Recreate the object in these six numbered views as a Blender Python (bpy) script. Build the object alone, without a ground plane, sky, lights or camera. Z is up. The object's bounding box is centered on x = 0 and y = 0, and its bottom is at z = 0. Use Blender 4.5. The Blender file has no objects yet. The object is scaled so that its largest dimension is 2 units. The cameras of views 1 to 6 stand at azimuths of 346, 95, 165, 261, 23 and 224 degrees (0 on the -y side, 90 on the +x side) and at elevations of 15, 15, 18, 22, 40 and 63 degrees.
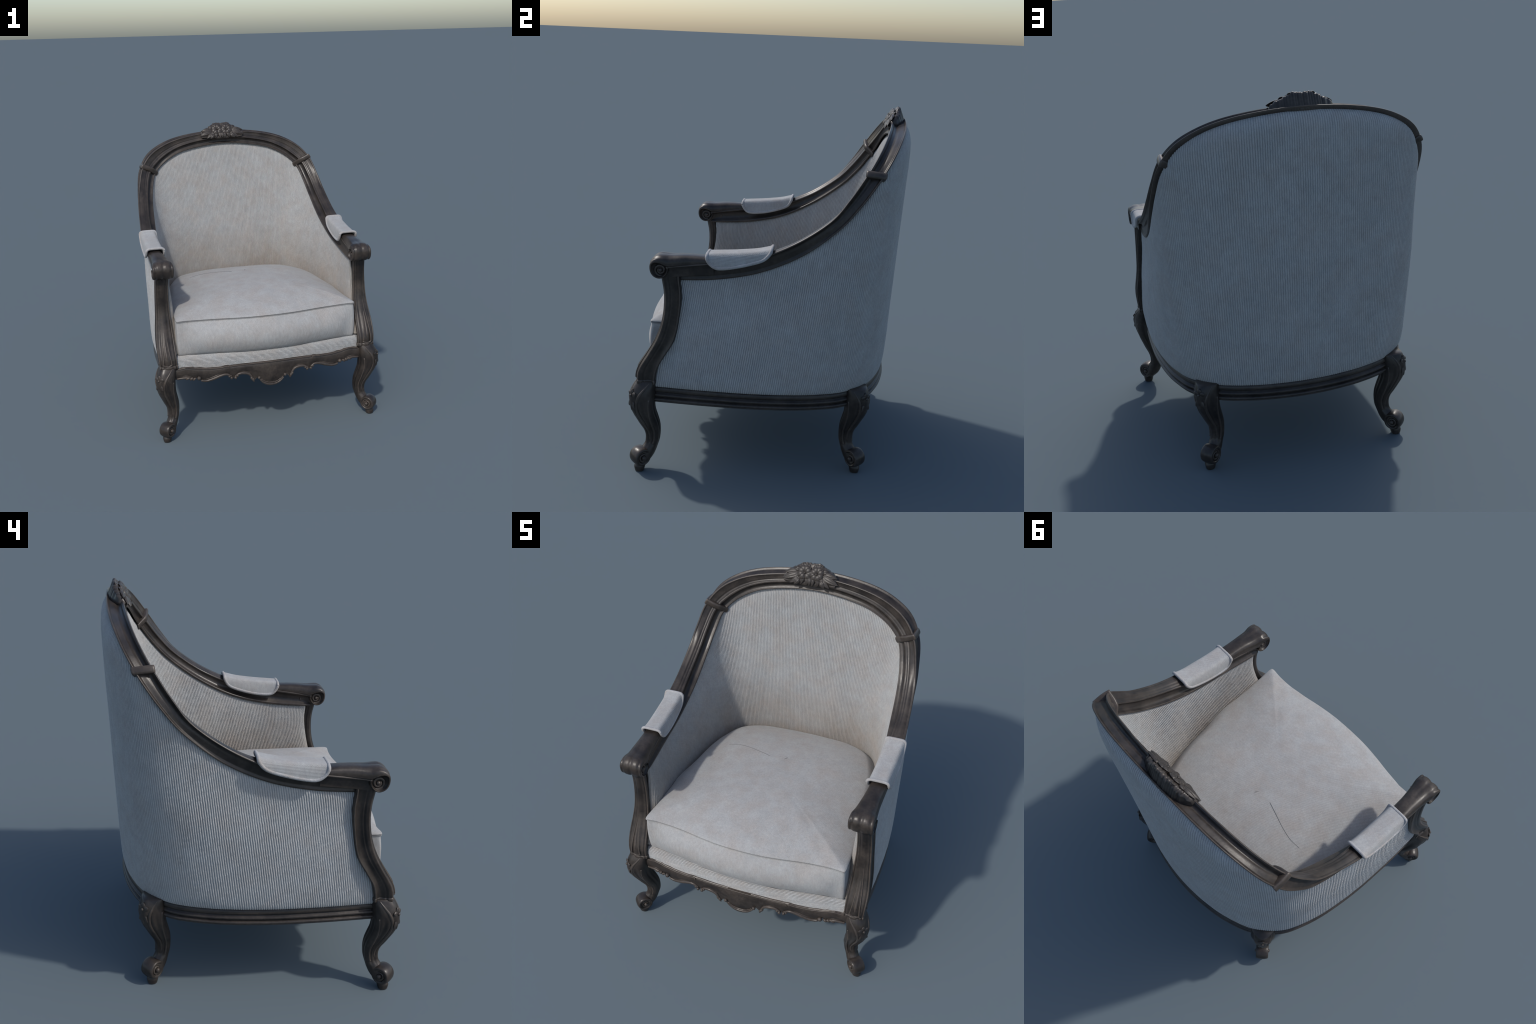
"""Carved French style bergere armchair: dark wood frame, pale ribbed upholstery.
Frame: metres, z up, front of the chair faces -y, symmetric about x = 0."""
import bpy, math
import numpy as np

RNG = np.random.default_rng(7)
PI = math.pi

# ------------------------------------------------------------------ helpers
def catmull(P, n, closed=False):
    """Catmull-Rom through the control points, n samples per span."""
    P = np.asarray(P, float)
    if closed:
        E = np.vstack([P[-1:], P, P[:2]])
    else:
        E = np.vstack([2 * P[0] - P[1], P, 2 * P[-1] - P[-2]])
    t = np.linspace(0, 1, n, endpoint=False)[:, None]
    out = []
    for i in range(1, len(E) - 2):
        a, b, c, d = E[i - 1:i + 3]
        out.append(.5 * (2 * b + (c - a) * t + (2 * a - 5 * b + 4 * c - d) * t ** 2
                         + (3 * b - a - 3 * c + d) * t ** 3))
    if not closed:
        out.append(P[-1:])
    return np.vstack(out)

def resample(P, n):
    P = np.asarray(P, float)
    s = np.r_[0, np.cumsum(np.linalg.norm(np.diff(P, axis=0), axis=1))]
    t = np.linspace(0, s[-1], n)
    return np.stack([np.interp(t, s, P[:, k]) for k in range(P.shape[1])], 1)

def lut(table):
    """smooth 1D curve through (x, value...) rows, monotone cubic-ish"""
    T = np.asarray(sorted(table), float)
    D = catmull(T, 16)
    o = np.argsort(D[:, 0], kind='stable'); D = D[o]
    return lambda x, k=1: np.interp(x, D[:, 0], D[:, k])

def lin(table):
    T = np.asarray(sorted(table), float)
    return lambda x, k=1: np.interp(x, T[:, 0], T[:, k])

def smooth01(x):
    x = np.clip(x, 0, 1)
    return x * x * (3 - 2 * x)

def noise3(p, seed=0):
    """cheap smooth value made of a few sine waves"""
    r = np.random.default_rng(seed)
    v = 0
    for _ in range(6):
        k = r.normal(size=3); k /= np.linalg.norm(k)
        v = v + np.sin(p @ k * r.uniform(.6, 1.6) + r.uniform(0, 6.28))
    return v / 6

def unit(v):
    v = np.asarray(v, float)
    return v / (np.linalg.norm(v, axis=-1, keepdims=True) + 1e-12)

ROOT = None
def add_object(name, mesh, parent=None, mats=()):
    ob = bpy.data.objects.new(name, mesh)
    bpy.context.scene.collection.objects.link(ob)
    ob.parent = parent if parent else ROOT
    for m in mats:
        if m.name not in [x.name for x in mesh.materials if x]:
            mesh.materials.append(m)
    return ob

def make_mesh(name, V, F, smooth=True, mat_idx=None):
    V = np.asarray(V, np.float32).reshape(-1, 3)
    me = bpy.data.meshes.new(name)
    me.vertices.add(len(V)); me.vertices.foreach_set('co', V.ravel())
    if isinstance(F, np.ndarray):
        n = F.shape[1]; flat = F.ravel(); starts = np.arange(0, len(flat), n); tot = np.full(len(F), n)
    else:
        flat = np.concatenate([np.asarray(f) for f in F]); tot = np.array([len(f) for f in F])
        starts = np.r_[0, np.cumsum(tot)[:-1]]
    me.loops.add(len(flat)); me.loops.foreach_set('vertex_index', flat.astype(np.int32))
    me.polygons.add(len(tot))
    me.polygons.foreach_set('loop_start', starts.astype(np.int32))
    me.polygons.foreach_set('loop_total', tot.astype(np.int32))
    if mat_idx is not None:
        me.polygons.foreach_set('material_index', np.asarray(mat_idx, np.int32))
    me.polygons.foreach_set('use_smooth', np.full(len(tot), smooth))
    me.update(calc_edges=True); me.validate()
    return me

def grid_faces(n, m, cu=False, cv=False):
    """quads of an n x m vertex grid; cu / cv close the first / second direction"""
    a = np.arange(n if cu else n - 1); b = np.arange(m if cv else m - 1)
    I, J = np.meshgrid(a, b, indexing='ij')
    I2 = (I + 1) % n; J2 = (J + 1) % m
    return np.stack([I * m + J, I2 * m + J, I2 * m + J2, I * m + J2], -1).reshape(-1, 4)

class Builder:
    """collects several grids into one mesh"""
    def __init__(s): s.V = []; s.F = []; s.n = 0
    def add(s, V, F):
        V = np.asarray(V, float).reshape(-1, 3)
        s.V.append(V); s.F += [tuple(int(i) + s.n for i in f) for f in F]; s.n += len(V)
    def grid(s, G, cu=False, cv=False, caps=False):
        n, m = G.shape[:2]
        F = [tuple(f) for f in grid_faces(n, m, cu, cv)]
        if caps and cv:
            F.append(tuple(range(m - 1, -1, -1)))
            F.append(tuple((n - 1) * m + j for j in range(m)))
        s.add(G, F)
    def tube(s, P, r, k=10):
        s.grid(tube_grid(P, r, k), cv=True, caps=True)
    def ball(s, c, r, k=14, scale=(1, 1, 1)):
        th = np.linspace(0.02, PI - .02, k); ph = np.linspace(0, 2 * PI, k * 2, endpoint=False)
        T, Q = np.meshgrid(th, ph, indexing='ij')
        G = np.stack([np.sin(T) * np.cos(Q), np.sin(T) * np.sin(Q), np.cos(T)], -1) * np.asarray(r) * np.asarray(scale) + np.asarray(c)
        s.grid(G, cv=True, caps=True)
    def mesh(s, name, mirror=(1, 1, 1), smooth=True):
        V = np.vstack(s.V) * np.asarray(mirror, float)
        F = s.F if np.prod(mirror) > 0 else [f[::-1] for f in s.F]
        me = make_mesh(name, V, F, smooth)
        fix_normals(me)
        return me

def fix_normals(me):
    import bmesh
    bm = bmesh.new(); bm.from_mesh(me)
    bmesh.ops.recalc_face_normals(bm, faces=bm.faces)
    bm.to_mesh(me); bm.free()
    me.polygons.foreach_set('use_smooth', np.ones(len(me.polygons), bool))

def tube_grid(P, r, k=10):
    P = np.asarray(P, float); n = len(P)
    r = np.broadcast_to(np.asarray(r, float), (n,))
    T = unit(np.gradient(P, axis=0))
    ref = np.array([0., 0., 1.]) if abs(T[0, 2]) < .8 else np.array([1., 0., 0.])
    N = unit(np.cross(T[0], ref)); G = []
    for i in range(n):
        N = unit(N - T[i] * (N @ T[i])); B = np.cross(T[i], N)
        a = np.linspace(0, 2 * PI, k, endpoint=False)[:, None]
        G.append(P[i] + r[i] * (np.cos(a) * N + np.sin(a) * B))
    return np.array(G)

def sharp(me, deg):
    me.set_sharp_from_angle(angle=math.radians(deg))

# ------------------------------------------------------------------ materials
def nodes(name):
    m = bpy.data.materials.new(name); m.use_nodes = True
    nt = m.node_tree
    return m, nt, nt.nodes['Principled BSDF'], nt.nodes, nt.links

def ramp(N, stops):
    r = N.new('ShaderNodeValToRGB')
    e = r.color_ramp.elements
    while len(e) < len(stops): e.new(.5)
    for el, (p, c) in zip(e, stops):
        el.position = p; el.color = (*c, 1) if len(c) == 3 else c
    return r

def mix(N, L, kind, fac, a, b):
    x = N.new('ShaderNodeMix'); x.data_type = 'RGBA'; x.blend_type = kind
    for sock, v in ((x.inputs[0], fac), (x.inputs[6], a), (x.inputs[7], b)):
        if hasattr(v, 'links') or hasattr(v, 'is_linked'): L.new(v, sock)
        else: sock.default_value = v if not isinstance(v, tuple) else (*v, 1)
    return x.outputs[2]

def math_node(N, L, op, a, b=None, clamp=False):
    x = N.new('ShaderNodeMath'); x.operation = op; x.use_clamp = clamp
    for sock, v in ((x.inputs[0], a), (x.inputs[1], b)):
        if v is None: continue
        if hasattr(v, 'is_linked'): L.new(v, sock)
        else: sock.default_value = v
    return x.outputs[0]

def noise_node(N, L, vec, scale, detail=4, rough=.6):
    n = N.new('ShaderNodeTexNoise')
    n.inputs['Scale'].default_value = scale; n.inputs['Detail'].default_value = detail
    n.inputs['Roughness'].default_value = rough
    if vec is not None: L.new(vec, n.inputs['Vector'])
    return n.outputs['Fac']

def wood_material(name, dark, light, edge, stretch=(1, 1, 1)):
    m, nt, P, N, L = nodes(name)
    tc = N.new('ShaderNodeTexCoord')
    mp = N.new('ShaderNodeMapping'); mp.inputs['Scale'].default_value = stretch
    L.new(tc.outputs['Object'], mp.inputs['Vector'])
    big = noise_node(N, L, mp.outputs[0], 9, 5, .6)
    fine = noise_node(N, L, mp.outputs[0], 70, 4, .65)
    base = ramp(N, [(.33, dark), (.68, light)]); L.new(big, base.inputs[0])
    f2 = ramp(N, [(.3, (.72, .72, .72)), (.7, (1.2, 1.18, 1.16))]); L.new(fine, f2.inputs[0])
    col = mix(N, L, 'MULTIPLY', 1.0, base.outputs[0], f2.outputs[0])
    geo = N.new('ShaderNodeNewGeometry')
    er = ramp(N, [(.51, (0, 0, 0)), (.60, (1, 1, 1))]); L.new(geo.outputs['Pointiness'], er.inputs[0])
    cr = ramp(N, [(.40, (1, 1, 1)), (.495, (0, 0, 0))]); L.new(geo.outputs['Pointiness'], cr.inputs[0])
    ef = math_node(N, L, 'MULTIPLY', er.outputs[0], math_node(N, L, 'MULTIPLY_ADD', fine, .9))
    col = mix(N, L, 'MIX', math_node(N, L, 'MULTIPLY', ef, .5, True), col, edge)
    col = mix(N, L, 'MIX', math_node(N, L, 'MULTIPLY', cr.outputs[0], .9), col, tuple(c * .25 for c in dark))  # occlusion shade painted into the hollows of the carving and mouldings
    L.new(col, P.inputs['Base Color'])
    rr = ramp(N, [(.3, (.28,) * 3), (.7, (.42,) * 3)]); L.new(big, rr.inputs[0])
    L.new(rr.outputs[0], P.inputs['Roughness'])
    P.inputs['Specular IOR Level'].default_value = .34
    b = N.new('ShaderNodeBump'); b.inputs['Strength'].default_value = .12; b.inputs['Distance'].default_value = .004
    L.new(fine, b.inputs['Height']); L.new(b.outputs[0], P.inputs['Normal'])
    return m

def fabric_base(N, L, cool, warm, tint=1.0):
    """blotchy pale cloth: cool grey with brownish stains and lighter worn spots"""
    tc = N.new('ShaderNodeTexCoord')
    v = tc.outputs['Object']
    n1 = noise_node(N, L, v, 9.5, 5, .6)
    mp = N.new('ShaderNodeMapping'); mp.inputs['Location'].default_value = (3.1, 7.7, 1.9)
    L.new(v, mp.inputs['Vector'])
    n2 = noise_node(N, L, mp.outputs[0], 15.0, 4, .6)
    n3 = noise_node(N, L, v, 260, 2, .6)
    mp4 = N.new('ShaderNodeMapping'); mp4.inputs['Scale'].default_value = (1, 1, .30); L.new(v, mp4.inputs['Vector'])
    n4 = noise_node(N, L, mp4.outputs[0], 85, 3, .6)
    r1 = ramp(N, [(.40, cool), (.66, warm)]); L.new(n1, r1.inputs[0])
    r2 = ramp(N, [(.30, (.94,) * 3), (.72, (1.07,) * 3)]); L.new(n2, r2.inputs[0])
    r3 = ramp(N, [(.25, (.88,) * 3), (.75, (1.10,) * 3)]); L.new(n3, r3.inputs[0])
    c = mix(N, L, 'MULTIPLY', 1., r1.outputs[0], r2.outputs[0])
    c = mix(N, L, 'MULTIPLY', 1., c, r3.outputs[0])
    r4 = ramp(N, [(.32, (.93,) * 3), (.70, (1.06,) * 3)]); L.new(n4, r4.inputs[0])
    c = mix(N, L, 'MULTIPLY', 1., c, r4.outputs[0])
    if tint != 1.0: c = mix(N, L, 'MULTIPLY', 1., c, (tint, tint, tint))
    return c, tc, n3

def brown_low(N, L, tc, col, z0, z1, colour, amount):
    """brownish tint that fades out between heights z0 and z1"""
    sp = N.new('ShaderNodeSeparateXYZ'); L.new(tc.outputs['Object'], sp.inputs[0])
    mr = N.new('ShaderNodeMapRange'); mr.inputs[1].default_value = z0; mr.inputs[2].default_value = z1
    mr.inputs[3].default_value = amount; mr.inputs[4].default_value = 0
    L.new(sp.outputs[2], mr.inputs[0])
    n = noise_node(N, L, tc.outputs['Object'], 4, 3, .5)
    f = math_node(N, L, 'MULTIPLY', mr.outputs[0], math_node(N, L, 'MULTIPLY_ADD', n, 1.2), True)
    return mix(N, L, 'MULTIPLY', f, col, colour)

def fabric_material(name, tint=1.0, low_tint=None, cool=(.350, .357, .358), warm=(.350, .337, .324)):
    m, nt, P, N, L = nodes(name)
    c, tc, n3 = fabric_base(N, L, cool, warm, tint)
    if low_tint: c = brown_low(N, L, tc, c, *low_tint)
    L.new(c, P.inputs['Base Color'])
    P.inputs['Roughness'].default_value = .92
    P.inputs['Specular IOR Level'].default_value = .15
    P.inputs['Sheen Weight'].default_value = .15
    P.inputs['Sheen Roughness'].default_value = .5
    b0 = N.new('ShaderNodeBump'); b0.inputs['Strength'].default_value = .55; b0.inputs['Distance'].default_value = .005
    L.new(noise_node(N, L, tc.outputs['Object'], 120, 3, .6), b0.inputs['Height'])
    b = N.new('ShaderNodeBump'); b.inputs['Strength'].default_value = .3; b.inputs['Distance'].default_value = .003
    L.new(n3, b.inputs['Height']); L.new(b0.outputs[0], b.inputs['Normal']); L.new(b.outputs[0], P.inputs['Normal'])
    return m

def weave_material(name, period, diag_period, tint=1.0, along_y=False):
    """fine ribs along z on upright faces, diagonal twill on top faces"""
    m, nt, P, N, L = nodes(name)
    c, tc, n3 = fabric_base(N, L, (.346, .350, .350), (.338, .324, .312), tint)
    def wave(direction, per, rot):
        mp = N.new('ShaderNodeMapping'); mp.inputs['Rotation'].default_value = (0, 0, rot)
        L.new(tcv, mp.inputs['Vector'])
        w = N.new('ShaderNodeTexWave'); w.wave_type = 'BANDS'; w.bands_direction = direction
        w.inputs['Scale'].default_value = PI * 2 / per / 20.0
        w.inputs['Distortion'].default_value = .12 if along_y else .6; w.inputs['Detail'].default_value = 1.5
        w.inputs['Detail Scale'].default_value = 3
        L.new(mp.outputs[0], w.inputs['Vector'])
        return w.outputs['Fac']
    if along_y:                                     # ribs that run along y over a rounded top: vary with x + z
        dot = N.new('ShaderNodeVectorMath'); dot.operation = 'DOT_PRODUCT'; dot.inputs[1].default_value = (.10, 0, 1)
        L.new(tc.outputs['Object'], dot.inputs[0]); cx = N.new('ShaderNodeCombineXYZ'); L.new(dot.outputs['Value'], cx.inputs[0])
        sy = N.new('ShaderNodeSeparateXYZ'); L.new(tc.outputs['Object'], sy.inputs[0]); L.new(sy.outputs[1], cx.inputs[1])
        tcv = cx.outputs[0]
    else: tcv = tc.outputs['Object']
    up = wave('X', period, 0)
    tcv = tc.outputs['Object']
    tw = wave('X', diag_period, math.radians(35))
    geo = N.new('ShaderNodeNewGeometry'); sp = N.new('ShaderNodeSeparateXYZ')
    L.new(geo.outputs['Normal'], sp.inputs[0])
    f = math_node(N, L, 'MULTIPLY_ADD', sp.outputs[2], 4.0)
    f.node.inputs[2].default_value = -1.6; f.node.use_clamp = True
    h = N.new('ShaderNodeMix'); h.data_type = 'FLOAT'
    L.new(f, h.inputs[0]); L.new(up, h.inputs[2]); L.new(tw, h.inputs[3])
    rr = ramp(N, [(0, (.80,) * 3), (1, (1.09,) * 3)]); L.new(h.outputs[0], rr.inputs[0])
    c = mix(N, L, 'MULTIPLY', 1., c, rr.outputs[0])
    L.new(c, P.inputs['Base Color'])
    P.inputs['Roughness'].default_value = .92
    P.inputs['Specular IOR Level'].default_value = .15
    P.inputs['Sheen Weight'].default_value = .15
    b = N.new('ShaderNodeBump'); b.inputs['Strength'].default_value = .3; b.inputs['Distance'].default_value = .002
    L.new(h.outputs[0], b.inputs['Height']); L.new(b.outputs[0], P.inputs['Normal'])
    return m

def plain_material(name, col, rough=.9):
    m, nt, P, N, L = nodes(name)
    tc = N.new('ShaderNodeTexCoord'); n = noise_node(N, L, tc.outputs['Object'], 60, 3)
    r = ramp(N, [(.3, tuple(c * .85 for c in col)), (.7, tuple(c * 1.15 for c in col))]); L.new(n, r.inputs[0])
    L.new(r.outputs[0], P.inputs['Base Color']); P.inputs['Roughness'].default_value = rough
    return m

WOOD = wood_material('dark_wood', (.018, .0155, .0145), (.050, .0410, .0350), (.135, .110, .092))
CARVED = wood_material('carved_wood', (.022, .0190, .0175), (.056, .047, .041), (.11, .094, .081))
RIB = fabric_material('corduroy_rib', 1.06, None, (.354, .362, .364), (.352, .346, .339))
GROOVE = fabric_material('corduroy_groove', .82, None, (.348, .362, .371), (.345, .343, .342))
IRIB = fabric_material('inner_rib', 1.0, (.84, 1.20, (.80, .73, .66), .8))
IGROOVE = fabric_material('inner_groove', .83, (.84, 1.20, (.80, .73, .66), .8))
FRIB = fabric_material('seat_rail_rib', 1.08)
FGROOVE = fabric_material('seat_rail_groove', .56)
CUSH = weave_material('cushion_cloth', .0056, .0042)
PADM = weave_material('pad_cloth', .0066, .0048, 1.02, along_y=True)
PIPE = fabric_material('piping_cloth', .95, None, (.37, .37, .375), (.33, .305, .285))
SEAM = plain_material('seam_thread', (.15, .15, .155))

# ------------------------------------------------------------------ root
ROOT = bpy.data.objects.new('armchair', None)
bpy.context.scene.collection.objects.link(ROOT)
ROOT['label'] = 'carved dark wood armchair with pale ribbed upholstery and cushion'
ROOT['category'] = 'armchair'

# ------------------------------------------------------------------ top rail (arms + crest)
# stations of the sweep, right half: corners of the moulded section
#   outer lower bead,        outer upper ridge,      inner upper ridge,      inner lower bead
RAIL = [
 ((.698, -.512, 1.105), (.750, -.512, 1.182), (.631, -.512, 1.182), (.643, -.512, 1.114)),
 ((.696, -.450, 1.107), (.747, -.458, 1.192), (.641, -.458, 1.192), (.641, -.450, 1.116)),
 ((.704, -.249, 1.127), (.750, -.266, 1.221), (.656, -.262, 1.221), (.656, -.248, 1.131)),
 ((.710, -.032, 1.180), (.756, -.057, 1.259), (.664, -.056, 1.257), (.650, -.034, 1.183)),
 ((.715,  .180, 1.282), (.743,  .142, 1.347), (.676,  .145, 1.337), (.632,  .171, 1.288)),
 ((.716,  .355, 1.422), (.727,  .313, 1.468), (.662,  .317, 1.456), (.619,  .348, 1.419)),
 ((.706,  .456, 1.538), (.703,  .402, 1.579), (.644,  .413, 1.558), (.602,  .448, 1.525)),
 ((.681,  .542, 1.661), (.666,  .476, 1.695), (.609,  .488, 1.663), (.572,  .518, 1.626)),
 ((.615,  .608, 1.770), (.593,  .531, 1.786), (.544,  .533, 1.733), (.517,  .554, 1.693)),
 ((.507,  .648, 1.842), (.489,  .566, 1.848), (.456,  .564, 1.793), (.436,  .573, 1.750)),
 ((.368,  .674, 1.889), (.357,  .589, 1.891), (.340,  .583, 1.842), (.328,  .590, 1.796)),
 ((.184,  .687, 1.917), (.179,  .606, 1.918), (.172,  .593, 1.876), (.167,  .604, 1.826)),
 ((.000,  .690, 1.926), (.000,  .612, 1.926), (.000,  .598, 1.887), (.000,  .609, 1.838)),
]
RAIL = np.array(RAIL)
MX = np.array([-1., 1., 1.])
FULL = np.concatenate([RAIL, (RAIL[:-1] * MX)[::-1]])          # right arm -> crest -> left arm
SPAN = 14
RAILS = catmull(FULL.reshape(len(FULL), -1), SPAN).reshape(-1, 4, 3)

def bump(t, a, b):
    """half circle bump on [a, b]"""
    u = np.clip((t - a) / (b - a), 0, 1) * 2 - 1
    return np.sqrt(np.clip(1 - u * u, 0, 1))

def arc(t, a, b):
    return np.sin(PI * np.clip((t - a) / (b - a), 0, 1))

def rail_section(S, dome):
    """closed section through the corners S = outer low, outer top, inner top, inner low"""
    O, T, I, B = S
    c = S.mean(0)
    nrm = unit(np.cross(T - B, I - O))
    pts = []
    def side(P, Q, h, ts):
        e = unit(Q - P); n = np.cross(e, nrm); 
        if n @ ((P + Q) / 2 - c) < 0: n = -n
        for t, hh in zip(ts, h): pts.append(P + (Q - P) * t + n * hh)
    ts = np.r_[np.linspace(0, .22, 9), np.linspace(.26, .80, 11), np.linspace(.83, .99, 7)]
    LT = np.linalg.norm(T - O)
    cove = -.17 * LT * (.45 * arc(ts, .16, .92) + .75 * np.exp(-((ts - .70) / .16) ** 2) * (ts < .95))
    side(O, T, .0085 * bump(ts, -.02, .13) + .003 * bump(ts, .13, .19) - .003 * (ts > .15) * (ts < .95) + cove + .005 * bump(ts, .85, 1.02), ts)
    tt = np.r_[np.linspace(0, .16, 7), np.linspace(.2, .8, 15), np.linspace(.84, .99, 6)]
    h = .003 * bump(tt, -.05, .12) + .003 * bump(tt, .90, 1.05) - .0030 * arc(tt, .10, .90) \
        - .002 * arc(tt, .55, .75) + dome * np.sin(PI * np.clip((tt - .06) / .88, 0, 1)) ** .95
    side(T, I, h, tt)
    LI = np.linalg.norm(B - I)
    ti = np.r_[np.linspace(0, .16, 7), np.linspace(.2, .72, 11), np.linspace(.76, 1, 9)]
    side(I, B, .004 * bump(ti, -.06, .14) - .19 * LI * arc(ti, .10, .82) ** .8 + .0075 * bump(ti, .80, 1.0) + .003 * bump(ti, .74, .80), ti)
    side(B, O, np.zeros(3), np.array([.2, .5, .8]))
    return np.array(pts)

def dome_at(S):
    y = S[1][1]; z = S[1][2]
    if y > .6: return 0.0
    return max(.054 * (1 - smooth01((y + .53) / .50)), .012 * (1 - smooth01((z - 1.45) / .25)))

G = np.array([rail_section(S, dome_at(S)) for S in RAILS])
b = Builder(); b.grid(G, cv=True, caps=True)
me = b.mesh('top_rail')
add_object('top_rail', me, None, [WOOD])
top_rail = bpy.data.objects['top_rail']

# straps that bind the rail
STRAP_AT = (7.38, 7.14, 7.18, 7.29)               # station where the strap crosses each of the four rail edges
def strap_mesh(left, half):
    ring = []
    N_ = len(RAILS) - 1
    ix = [int(round(k * SPAN)) for k in STRAP_AT]
    if left: ix = [N_ - i for i in ix]
    O, T, I, B = [RAILS[i, k] for k, i in enumerate(ix)]
    c = (O + T + I + B) / 4
    nrm = unit(np.cross(T - B, I - O))
    loop = []
    K = [B, I, T, O]
    for k in range(4):
        P_, Q_ = K[k], K[(k + 1) % 4]
        for t in np.linspace(.0, 1, 10, endpoint=False): loop.append(P_ * (1 - t) + Q_ * t)
    loop = np.array(loop)
    nn = unit(loop - c)
    for u, h in ((-1, -.02), (-1., .008), (-.88, .0135), (-.4, .0165), (.4, .0165), (.88, .0135), (1., .008), (1, -.02)):
        ring.append(loop + nn * h + nrm * half * u)
    bb = Builder(); bb.grid(np.array(ring), cv=True, caps=True)
    return bb.mesh('rail_strap')
for left in (False, True):
    add_object('rail_strap', strap_mesh(left, .0185), top_rail, [WOOD])

# ------------------------------------------------------------------ arm scroll (knuckle + volute)
RAD = lut([(-200, .048), (-170, .046), (-135, .048), (-90, .056), (-45, .060), (0, .061), (45, .068), (90, .0695), (120, .064), (150, .052), (180, .047), (210, .046)])
ARM_T = lin([(-.60, 1.180), (-.512, 1.182), (-.458, 1.192), (-.266, 1.220), (-.2, 1.231)])
ARM_W = lut([(-.60, .070), (-.545, .070), (-.512, .0655), (-.458, .0580), (-.38, .0510), (-.266, .0480)])
ARM_C = lin([(-.60, .690), (-.512, .6905), (-.458, .694), (-.266, .703)])
def arm_scroll(side):
    """one skin: rolled knuckle at the front that runs back as the rounded top of the arm"""
    bb = Builder()
    t = np.r_[np.linspace(-1, -.72, 12), np.linspace(-.70, .70, 57), np.linspace(.72, 1, 12)]
    s = np.abs(t); q = np.clip(s / .70, 0, 1)
    w = np.clip((s - .70) / .30, 0, 1)
    k1 = smooth01(w / .5); k2 = np.clip((w - .35) / .65, 0, 1)
    lobe = 1 - np.abs(np.cos(PI * 2 * q * np.sign(t) * .93)) ** 5
    rows_ = []
    for deg in np.linspace(-180, 90, 70):
        R = float(RAD(deg)); p = math.radians(deg)
        fall = .20 + .34 * smooth01((deg - 20) / 70)
        fade = smooth01((112 - deg) / 50) * smooth01((deg + 175) / 60)
        rtop = R * (1 - fall * q ** 2.8) * (1 - .065 * fade * (1 - lobe))
        r = np.where(s <= .70, rtop, R * (1 - fall) * (1 - .30 * k1) * (1 - k2) + .001)
        xx = np.where(s <= .70, .070 * np.sin(PI / 2 * q), .070 - .022 * k1)
        rows_.append(np.stack([.690 + np.sign(t) * xx, -.545 - r * math.cos(p), 1.172 + r * math.sin(p)], 1))
    for y in np.linspace(-.540, -.27, 40):
        u = (y + .545) / .275
        zt = (1 - smooth01(u * 2.2)) * 1.2415 + smooth01(u * 2.2) * (ARM_T(y) + .054 * (1 - smooth01((y + .53) / .50)) + .0015)
        ze = ARM_T(y) + .006 * (1 - u) + .016 * (1 - smooth01(u * 6))
        fade = smooth01((112 - 90 - u * 40) / 50)
        wd = float(ARM_W(y))
        z = zt - (zt - ze) * q ** 2.8 - .0045 * fade * (1 - lobe)
        z = np.where(s <= .70, z, ze - (.014 * k1 + .05 * k2))
        xx = np.where(s <= .70, wd * np.sin(PI / 2 * q), wd - .019 * k1)
        rows_.append(np.stack([float(ARM_C(y)) + np.sign(t) * xx, np.full(len(t), y), z], 1))
    bb.grid(np.array(rows_))
    o = add_object('arm_scroll', bb.mesh('arm_scroll', (side, 1, 1)), top_rail, [WOOD])
    vb = Builder()
    for xc, sg in ((.735, 1), (.645, -1)):
        th = np.linspace(0, 1.7 * 2 * PI, 120)
        rr = .027 * (1 - th / th[-1]) + .010
        sp = np.stack([xc + sg * (.003 + .008 * (1 - rr / .037)), -.546 - rr * np.cos(th + 2.6), 1.164 + rr * np.sin(th + 2.6)], 1)
        vb.tube(sp, np.linspace(.0085, .0055, len(th)), 8)
        vb.ball((xc + sg * .007, -.546, 1.164), .011, 10)
    add_object('volute', vb.mesh('volute', (side, 1, 1)), o, [WOOD])
for sd in (1, -1): arm_scroll(sd)

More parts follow.
